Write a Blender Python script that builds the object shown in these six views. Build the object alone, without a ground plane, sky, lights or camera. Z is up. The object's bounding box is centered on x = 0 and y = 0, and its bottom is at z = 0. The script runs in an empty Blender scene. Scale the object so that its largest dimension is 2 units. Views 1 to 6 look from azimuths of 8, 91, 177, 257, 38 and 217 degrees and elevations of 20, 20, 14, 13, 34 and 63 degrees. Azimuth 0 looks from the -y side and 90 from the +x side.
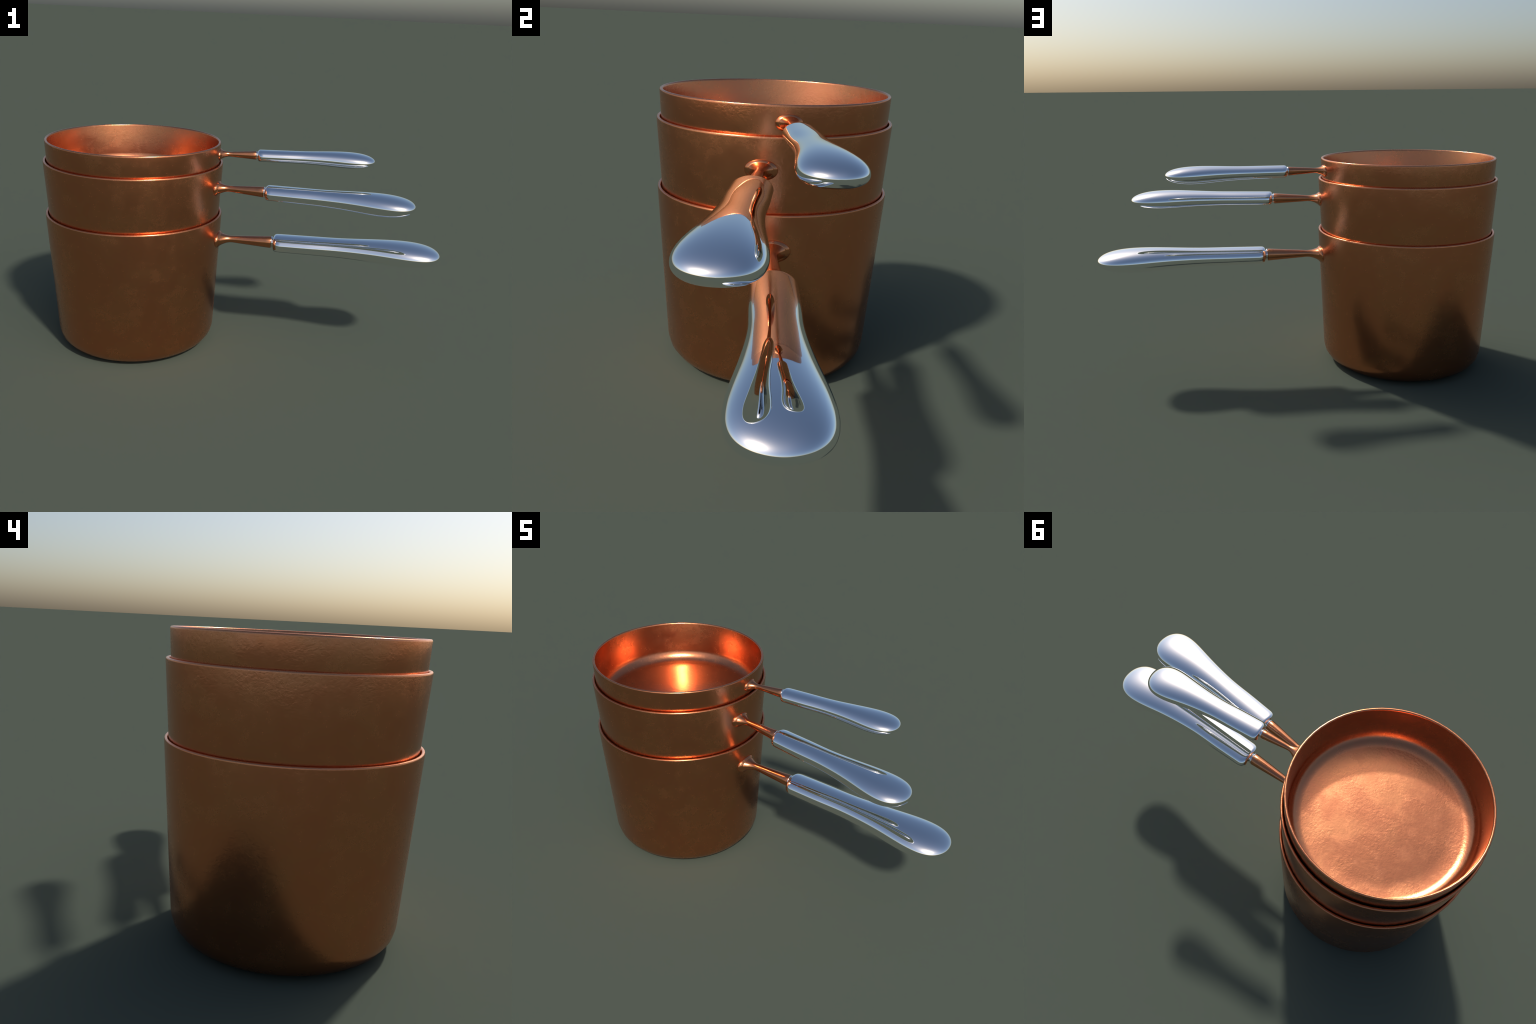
"""Three nested copper saucepans with long necks and polished pear-shaped grips."""
import bpy
from math import sin, cos, pi, atan, radians, sqrt
from mathutils import Vector, Matrix

# ------------------------------------------------------------------ materials


class Nodes:
    """Small helper to write node graphs as expressions."""

    def __init__(self, name):
        self.mat = bpy.data.materials.new(name)
        self.mat.use_nodes = True
        self.tree = self.mat.node_tree
        self.tree.nodes.clear()

    def add(self, kind, **inputs):
        node = self.tree.nodes.new(kind)
        for key, val in inputs.items():
            if hasattr(node, key) and key not in node.inputs:
                setattr(node, key, val)
        return node

    def put(self, node, socket, val):
        if isinstance(val, bpy.types.NodeSocket):
            self.tree.links.new(val, node.inputs[socket])
        else:
            node.inputs[socket].default_value = val

    def coords(self, scale=(1, 1, 1), shift=(0, 0, 0)):
        tex = self.tree.nodes.new("ShaderNodeTexCoord")
        mp = self.tree.nodes.new("ShaderNodeMapping")
        self.put(mp, "Vector", tex.outputs["Object"])
        self.put(mp, "Scale", scale)
        self.put(mp, "Location", shift)
        return mp.outputs[0]

    def noise(self, vec, scale, detail=4.0, rough=0.55, distortion=0.0):
        n = self.tree.nodes.new("ShaderNodeTexNoise")
        self.put(n, "Vector", vec)
        self.put(n, "Scale", scale)
        self.put(n, "Detail", detail)
        self.put(n, "Roughness", rough)
        self.put(n, "Distortion", distortion)
        return n.outputs[0]

    def voronoi(self, vec, scale, feature="F1"):
        n = self.tree.nodes.new("ShaderNodeTexVoronoi")
        n.feature = feature
        self.put(n, "Vector", vec)
        self.put(n, "Scale", scale)
        return n.outputs[0]

    def remap(self, val, a, b, c=0.0, d=1.0, smooth=True):
        n = self.tree.nodes.new("ShaderNodeMapRange")
        n.interpolation_type = "SMOOTHSTEP" if smooth else "LINEAR"
        for key, v in zip((0, 1, 2, 3, 4), (val, a, b, c, d)):
            self.put(n, key, v)
        return n.outputs[0]

    def math(self, op, a, b=0.0, c=0.0):
        n = self.tree.nodes.new("ShaderNodeMath")
        n.operation = op
        for i, v in enumerate((a, b, c)):
            self.put(n, i, v)
        return n.outputs[0]

    def mix(self, fac, a, b):
        n = self.tree.nodes.new("ShaderNodeMix")
        n.data_type = "RGBA"
        self.put(n, 0, fac)
        self.put(n, 6, a)
        self.put(n, 7, b)
        return n.outputs[2]

    def bump(self, height, strength, distance, normal=None):
        n = self.tree.nodes.new("ShaderNodeBump")
        self.put(n, "Strength", strength)
        self.put(n, "Distance", distance)
        self.put(n, "Height", height)
        if normal is not None:
            self.put(n, "Normal", normal)
        return n.outputs[0]

    def finish(self, **sockets):
        bsdf = self.tree.nodes.new("ShaderNodeBsdfPrincipled")
        out = self.tree.nodes.new("ShaderNodeOutputMaterial")
        for key, val in sockets.items():
            self.put(bsdf, key.replace("_", " "), val)
        self.tree.links.new(bsdf.outputs[0], out.inputs[0])
        return self.mat


COPPER = (0.700, 0.268, 0.127, 1)
COPPER_RED = (0.680, 0.246, 0.119, 1)
COPPER_OLIVE = (0.660, 0.264, 0.123, 1)


def copper(name, shift, rough=0.26, relief=1.0):
    """Satin copper: cloudy tarnish, patches of speckle, faint dents and scratches."""
    k = Nodes(name)
    v = k.coords(shift=shift)
    clouds = k.remap(k.noise(v, 5.0, 4, 0.55, 0.5), 0.38, 0.64)
    blots = k.remap(k.noise(v, 16.0, 5, 0.65, 0.3), 0.46, 0.66)
    grain = k.noise(v, 160.0, 3, 0.6)
    pits = k.math("MULTIPLY", k.remap(grain, 0.60, 0.74), blots)
    col = k.mix(clouds, COPPER_RED, COPPER_OLIVE)
    col = k.mix(k.math("MULTIPLY", blots, 0.6), col, COPPER)
    col = k.mix(k.math("MULTIPLY", pits, 0.3), col, (0.40, 0.15, 0.08, 1))
    r = k.math("ADD", rough - 0.038, k.math("MULTIPLY", clouds, 0.045))
    r = k.math("ADD", r, k.math("MULTIPLY", blots, 0.030))
    r = k.math("ADD", r, k.math("MULTIPLY", pits, 0.07))
    # fine hand-worked relief, shallow dents in patches, a few long scratches
    worked = k.noise(v, 85.0, 4, 0.6, 0.4)
    worked = k.math("MULTIPLY", worked, k.remap(k.noise(v, 7.0, 2), 0.4, 0.62, 0.45, 1.0))
    dents = k.noise(k.coords(scale=(1, 1, 0.45), shift=shift), 25.0, 2, 0.5, 0.5)
    dents = k.math("MULTIPLY", dents, k.remap(k.noise(v, 3.2, 1), 0.50, 0.66))
    scratch = k.noise(k.coords(scale=(2, 26, 18), shift=shift), 2.2, 2, 0.5)
    scratch = k.remap(k.math("ABSOLUTE", k.math("SUBTRACT", scratch, 0.5)), 0.0, 0.010, 1.0, 0.0)
    scratch = k.math("MULTIPLY", scratch, k.remap(k.noise(v, 6.0, 1), 0.60, 0.70))
    n = k.bump(worked, 0.44 * relief, 0.0012)
    n = k.bump(dents, 0.26 * relief, 0.0025, n)
    n = k.bump(k.math("SUBTRACT", 1.0, k.math("ADD", k.math("MULTIPLY", scratch, 0.5), k.math("MULTIPLY", pits, 0.5))), 0.10 * relief, 0.0006, n)
    return k.finish(Base_Color=col, Metallic=1.0, Roughness=r, Normal=n)


def chrome():
    k = Nodes("polished_steel")
    return k.finish(Base_Color=(0.96, 0.96, 0.96, 1), Metallic=1.0, Roughness=0.03)


# ------------------------------------------------------------------ mesh tools


def make_object(name, verts, faces, mat, parent, sharp=None):
    me = bpy.data.meshes.new(name)
    me.from_pydata([tuple(v) for v in verts], [], faces)
    me.validate()
    me.polygons.foreach_set("use_smooth", [True] * len(me.polygons))
    if sharp is not None:
        me.set_sharp_from_angle(angle=radians(sharp))
    me.materials.append(mat)
    ob = bpy.data.objects.new(name, me)
    bpy.context.scene.collection.objects.link(ob)
    ob.parent = parent
    return ob


def loft(rings, close_start=True, close_end=True):
    """Skin a list of equally long rings of points."""
    n = len(rings[0])
    verts = [p for ring in rings for p in ring]
    faces = []
    for i in range(len(rings) - 1):
        a, b = i * n, (i + 1) * n
        for j in range(n):
            k = (j + 1) % n
            faces.append((a + j, a + k, b + k, b + j))
    if close_start:
        verts.append(sum((Vector(p) for p in rings[0]), Vector()) / n)
        faces += [((j + 1) % n, j, len(verts) - 1) for j in range(n)]
    if close_end:
        o = (len(rings) - 1) * n
        verts.append(sum((Vector(p) for p in rings[-1]), Vector()) / n)
        faces += [(o + j, o + (j + 1) % n, len(verts) - 1) for j in range(n)]
    return verts, faces


def spline(xs, ys, q):
    """Cubic Hermite through (xs, ys) with central-difference slopes."""
    n = len(xs)
    m = []
    for i in range(n):
        if i == 0:
            m.append((ys[1] - ys[0]) / (xs[1] - xs[0]))
        elif i == n - 1:
            m.append((ys[-1] - ys[-2]) / (xs[-1] - xs[-2]))
        else:
            h0, h1 = xs[i] - xs[i - 1], xs[i + 1] - xs[i]
            m.append((h0 * (ys[i + 1] - ys[i]) / h1 + h1 * (ys[i] - ys[i - 1]) / h0) / (h0 + h1))
    i = max(0, min(n - 2, sum(1 for x in xs if x < q) - 1))
    h = xs[i + 1] - xs[i]
    t = (q - xs[i]) / h
    return ((2 * t**3 - 3 * t**2 + 1) * ys[i] + (t**3 - 2 * t * t + t) * h * m[i]
            + (3 * t * t - 2 * t**3) * ys[i + 1] + (t**3 - t * t) * h * m[i + 1])


# ------------------------------------------------------------------ the pan bowl

WALL = 0.0131      # sheet thickness seen at the rim
SEGMENTS = 64
LIP_ROLL = 0.24


def arc_profile(radius_top, height, slope, fillet, z0=0.0, steps=4):
    """Half profile (r, z): flat bottom, rounded corner, straight leaning wall."""
    lean = atan(slope)
    foot = radius_top - slope * (height - z0)
    c = foot + slope * fillet - fillet / cos(lean)
    pts = []
    for i in range(steps + 1):
        a = -pi / 2 + (pi / 2 - lean) * i / steps
        pts.append((c + fillet * cos(a), z0 + fillet + fillet * sin(a)))
    return pts


def bowl(name, spec, mat, parent):
    R, H, slope = spec["radius"], spec["height"], spec["slope"]
    outer = arc_profile(R, H, slope, spec["fillet"])
    inner = arc_profile(R - WALL, H, spec["inner_slope"], spec["inner_fillet"], spec["floor"])
    e = 0.0036  # rounded lip
    prof = [(outer[0][0] * f, 0.0) for f in (0.3, 0.8)] + outer
    # the wall is one spun sheet up to a lip that starts with a very slight roll
    roll = LIP_ROLL
    lip = ((2.2, 0.0), (1.0, roll), (0.42, 0.52), (0.08, 1.05), (0.0, 1.5))   # drop, inset (in e)
    lean_in = spec["inner_slope"]
    prof += [(R - slope * d * e - q * e, H - d * e) for d, q in lip]
    prof += [(R - WALL - lean_in * d * e + q * e, H - d * e) for d, q in reversed(lip)]
    prof += inner[::-1] + [(inner[0][0] * f, spec["floor"]) for f in (0.8, 0.3)]
    rings = [[(r * cos(2 * pi * j / SEGMENTS), r * sin(2 * pi * j / SEGMENTS), z)
              for j in range(SEGMENTS)] for r, z in prof]
    verts, faces = loft(rings)
    return make_object(name, verts, faces, mat, parent, sharp=50)


# ------------------------------------------------------------------ the handle
# All handle sizes are fractions of the grip length.

GRIP_S = (0.0, 0.2, 0.4, 0.6, 0.8, 1.0)
GRIP_WIDTH = (0.0865, 0.0890, 0.0895, 0.1105, 0.1480, 0.1960)
GRIP_THICK = (0.0505, 0.0522, 0.0550, 0.0642, 0.0772, 0.0905)
GRIP_RISE = (-0.002, -0.002, -0.0025, -0.0042, -0.0108, -0.0188)
CAP_START, CAP_WIDE, CAP_TALL, CAP_LIFT = 0.613, 3.15, 2.149, 0.0103


def grip_section(s):
    e = max(0.0, min(1.0, (s - CAP_START) / (1 - CAP_START)))
    w = spline(GRIP_S, GRIP_WIDTH, s) * sqrt(max(0.0, 1 - e**CAP_WIDE))
    t = spline(GRIP_S, GRIP_THICK, s) * sqrt(max(0.0, 1 - e**CAP_TALL))
    c = spline(GRIP_S, GRIP_RISE, s) + CAP_LIFT * e * e
    return w, t, c


def frame_ring(origin, ax, side, up, along, half_w, half_t, rise, count, power=2.0):
    """One cross-section: an ellipse, or a slightly squarer superellipse."""
    pts = []
    for j in range(count):
        c, s = cos(2 * pi * j / count), sin(2 * pi * j / count)
        k = (abs(c) ** power + abs(s) ** power) ** (-1 / power)
        pts.append(origin + ax * along + side * (half_w * c * k) + up * (rise + half_t * s * k))
    return pts


def grip(origin, ax, side, up, L, mat, parent):
    count = 48
    rings = []
    # rounded shoulder where the grip starts: wide in plan, tighter in height
    long_w, inset_w, long_t, inset_t = 0.045, 0.036, 0.020, 0.0145

    def shoulder(s, run, inset):
        f = max(0.0, 1 - s / run)
        return inset * (1 - sqrt(max(0.0, 1 - f * f)))

    w0, t0, c0 = grip_section(0.0)
    for f in (0.5, 0.8, 0.97):
        rings.append(frame_ring(origin, ax, side, up, 0.0, (w0 - inset_w) * L * f,
                                (t0 - inset_t) * L * f, c0 * L, count, 2.18))
    for i in range(0, 17):
        s = 0.050 * (1 - cos(pi / 2 * i / 16))
        w, t, c = grip_section(s)
        rings.append(frame_ring(origin, ax, side, up, s * L, (w - shoulder(s, long_w, inset_w)) * L,
                                (t - shoulder(s, long_t, inset_t)) * L, c * L, count, 2.18))
    n = 40
    for i in range(1, n + 1):
        s = 0.050 + (CAP_START - 0.050) * i / n
        w, t, c = grip_section(s)
        rings.append(frame_ring(origin, ax, side, up, s * L, w * L, t * L, c * L, count, 2.18))
    n = 44
    for i in range(1, n):
        s = CAP_START + (1 - CAP_START) * sin(pi / 2 * i / n)
        w, t, c = grip_section(s)
        rings.append(frame_ring(origin, ax, side, up, s * L, w * L, t * L, c * L, count, 2.18))
    verts, faces = loft(rings)
    ob = make_object("grip", verts, faces, mat, parent)
    return ob


def ferrule(origin, ax, side, up, L, mat, parent):
    """Small bead between neck and grip, and the spigot it sits on."""
    count = 32
    prof = [(-0.0145, 0.0290), (-0.0142, 0.0330), (-0.0125, 0.0358), (-0.0090, 0.0364),
            (-0.0062, 0.0356), (-0.0046, 0.0330), (-0.0043, 0.0290), (0.004, 0.0290)]
    rings = [frame_ring(origin, ax, side, up, d * L, q * L, q * L, 0, count) for d, q in prof]
    verts, faces = loft(rings)
    return make_object("ferrule", verts, faces, mat, parent, sharp=60)


# distance from the pan wall, half width, half height (fractions of grip length)
FLANGE = ((-0.004, 0.0772, 0.0495), (0.0048, 0.0765, 0.0490), (0.0072, 0.0744, 0.0476),
          (0.0150, 0.0620, 0.0395), (0.0170, 0.0585, 0.0374))
FLARE = ((0.0170, 0.0580, 0.0371), (0.0250, 0.0500, 0.0333), (0.0360, 0.0410, 0.0290),
         (0.0520, 0.0302, 0.0240), (0.0700, 0.0232, 0.0210), (0.0860, 0.0208, 0.0204))
FLANGE_DROP = 0.0070    # the flange hangs a little below the axis of the rod
NECK_END = 0.0370


def neck(origin, ax, side, up, L, wall, mat, parent):
    """Cast neck: a flange bent to the pan wall, a concave flare, a tapered rod."""
    count = 32
    reach = wall(origin)        # distance back along the axis to the wall
    rings_flange, rings = [], []
    end = -0.0150 * L

    def ring(d, hw, hh):
        pts = []
        blend = max(0.0, 1 - d / 0.075)
        for j in range(count):
            a = 2 * pi * j / count
            p = origin + side * (hw * L * cos(a)) + up * ((hh * sin(a) - FLANGE_DROP * blend**1.5) * L)
            back = reach + (wall(p) - reach) * blend
            pts.append(p - ax * (back - d * L))
        return pts

    for d, hw, hh in FLANGE:
        rings_flange.append(ring(d, hw, hh))
    for d, hw, hh in FLARE:
        rings.append(ring(d, hw, hh))
    start = reach * -1 + FLARE[-1][0] * L
    r0 = FLARE[-1][1]
    for i in range(1, 9):
        f = i / 8
        q = r0 + (NECK_END - 0.0006 - r0) * f
        rings.append(frame_ring(origin, ax, side, up, start + (end - 0.003 * L - start) * f, q * L, q * L, 0, count))
    q = NECK_END - 0.0016
    rings.append(frame_ring(origin, ax, side, up, end, q * L, q * L, 0, count))
    verts, faces = loft(rings)
    ob = make_object("neck", verts, faces, mat, parent, sharp=60)
    verts, faces = loft(rings_flange)
    make_object("mounting_flange", verts, faces, mat, ob, sharp=55)
    return ob


# ------------------------------------------------------------------ assembly

PANS = [
    dict(label="small shallow copper pan nested on top, polished steel grip",
         centre=(-0.5555, -0.0006), base=0.835, radius=0.4304, height=0.2281, slope=0.048, fillet=0.075,
         floor=0.016, inner_slope=0.055, inner_fillet=0.060, tilt=(-0.005, 0.0035),
         grip=(0.0549, 0.0778, 1.0080), heading=0.1374, length=0.5850, shift=(3.1, 0.4, 7.7)),
    dict(label="middle copper saucepan nested between two others, polished steel grip",
         centre=(-0.5561, 0.0), base=0.515, radius=0.4430, height=0.4480, slope=0.061, fillet=0.085,
         floor=0.014, inner_slope=0.061, inner_fillet=0.072, tilt=(-0.0047, 0.0047),
         grip=(0.1205, -0.0472, 0.8558), heading=-0.0645, length=0.7190, shift=(9.3, 5.2, 1.9)),
    dict(label="deep copper saucepan standing at the bottom, polished steel grip",
         centre=(-0.5574, 0.0), base=0.0, radius=0.4430, height=0.7008, slope=0.057, fillet=0.085,
         floor=0.014, inner_slope=0.057, inner_fillet=0.072, tilt=(0.0, 0.0),
         grip=(0.1618, 0.0245, 0.5787), heading=0.0385, length=0.8390, shift=(0.0, 0.0, 0.0)),
]

steel = chrome()
for spec in PANS:
    cx, cy = spec["centre"]
    holder = bpy.data.objects.new("saucepan", None)
    bpy.context.scene.collection.objects.link(holder)
    holder["label"] = spec["label"]
    holder["category"] = "cooking pot"
    holder.location = (cx, cy, spec["base"])
    body_mat = copper("satin_copper", spec["shift"])
    neck_mat = copper("cast_copper", spec["shift"], rough=0.21, relief=0.4)
    body = bowl("bowl", spec, body_mat, holder)
    tx, ty = spec["tilt"]
    # tilt about the rim centre so that the rim stays where it is
    pivot = Vector((0, 0, spec["height"]))
    rot = Matrix.Rotation(-tx, 4, "Y") @ Matrix.Rotation(ty, 4, "X")
    body.matrix_local = Matrix.Translation(pivot) @ rot @ Matrix.Translation(-pivot)

    th, L = spec["heading"], spec["length"]
    ax, side, up = Vector((cos(th), sin(th), 0)), Vector((-sin(th), cos(th), 0)), Vector((0, 0, 1))
    gx, gy, gz = spec["grip"]
    origin = Vector((gx - cx, gy - cy, gz - spec["base"]))

    def wall(p, spec=spec, ax=ax):
        """Distance from p back along the axis to the outer wall."""
        R = spec["radius"] - spec["slope"] * (spec["height"] - p.z)
        b = p.x * ax.x + p.y * ax.y
        c = p.x * p.x + p.y * p.y - R * R
        return b - sqrt(max(0.0, b * b - c))

    stem = neck(origin, ax, side, up, L, wall, neck_mat, holder)
    g = grip(origin, ax, side, up, L, steel, holder)
    ferrule(origin, ax, side, up, L, steel, g)
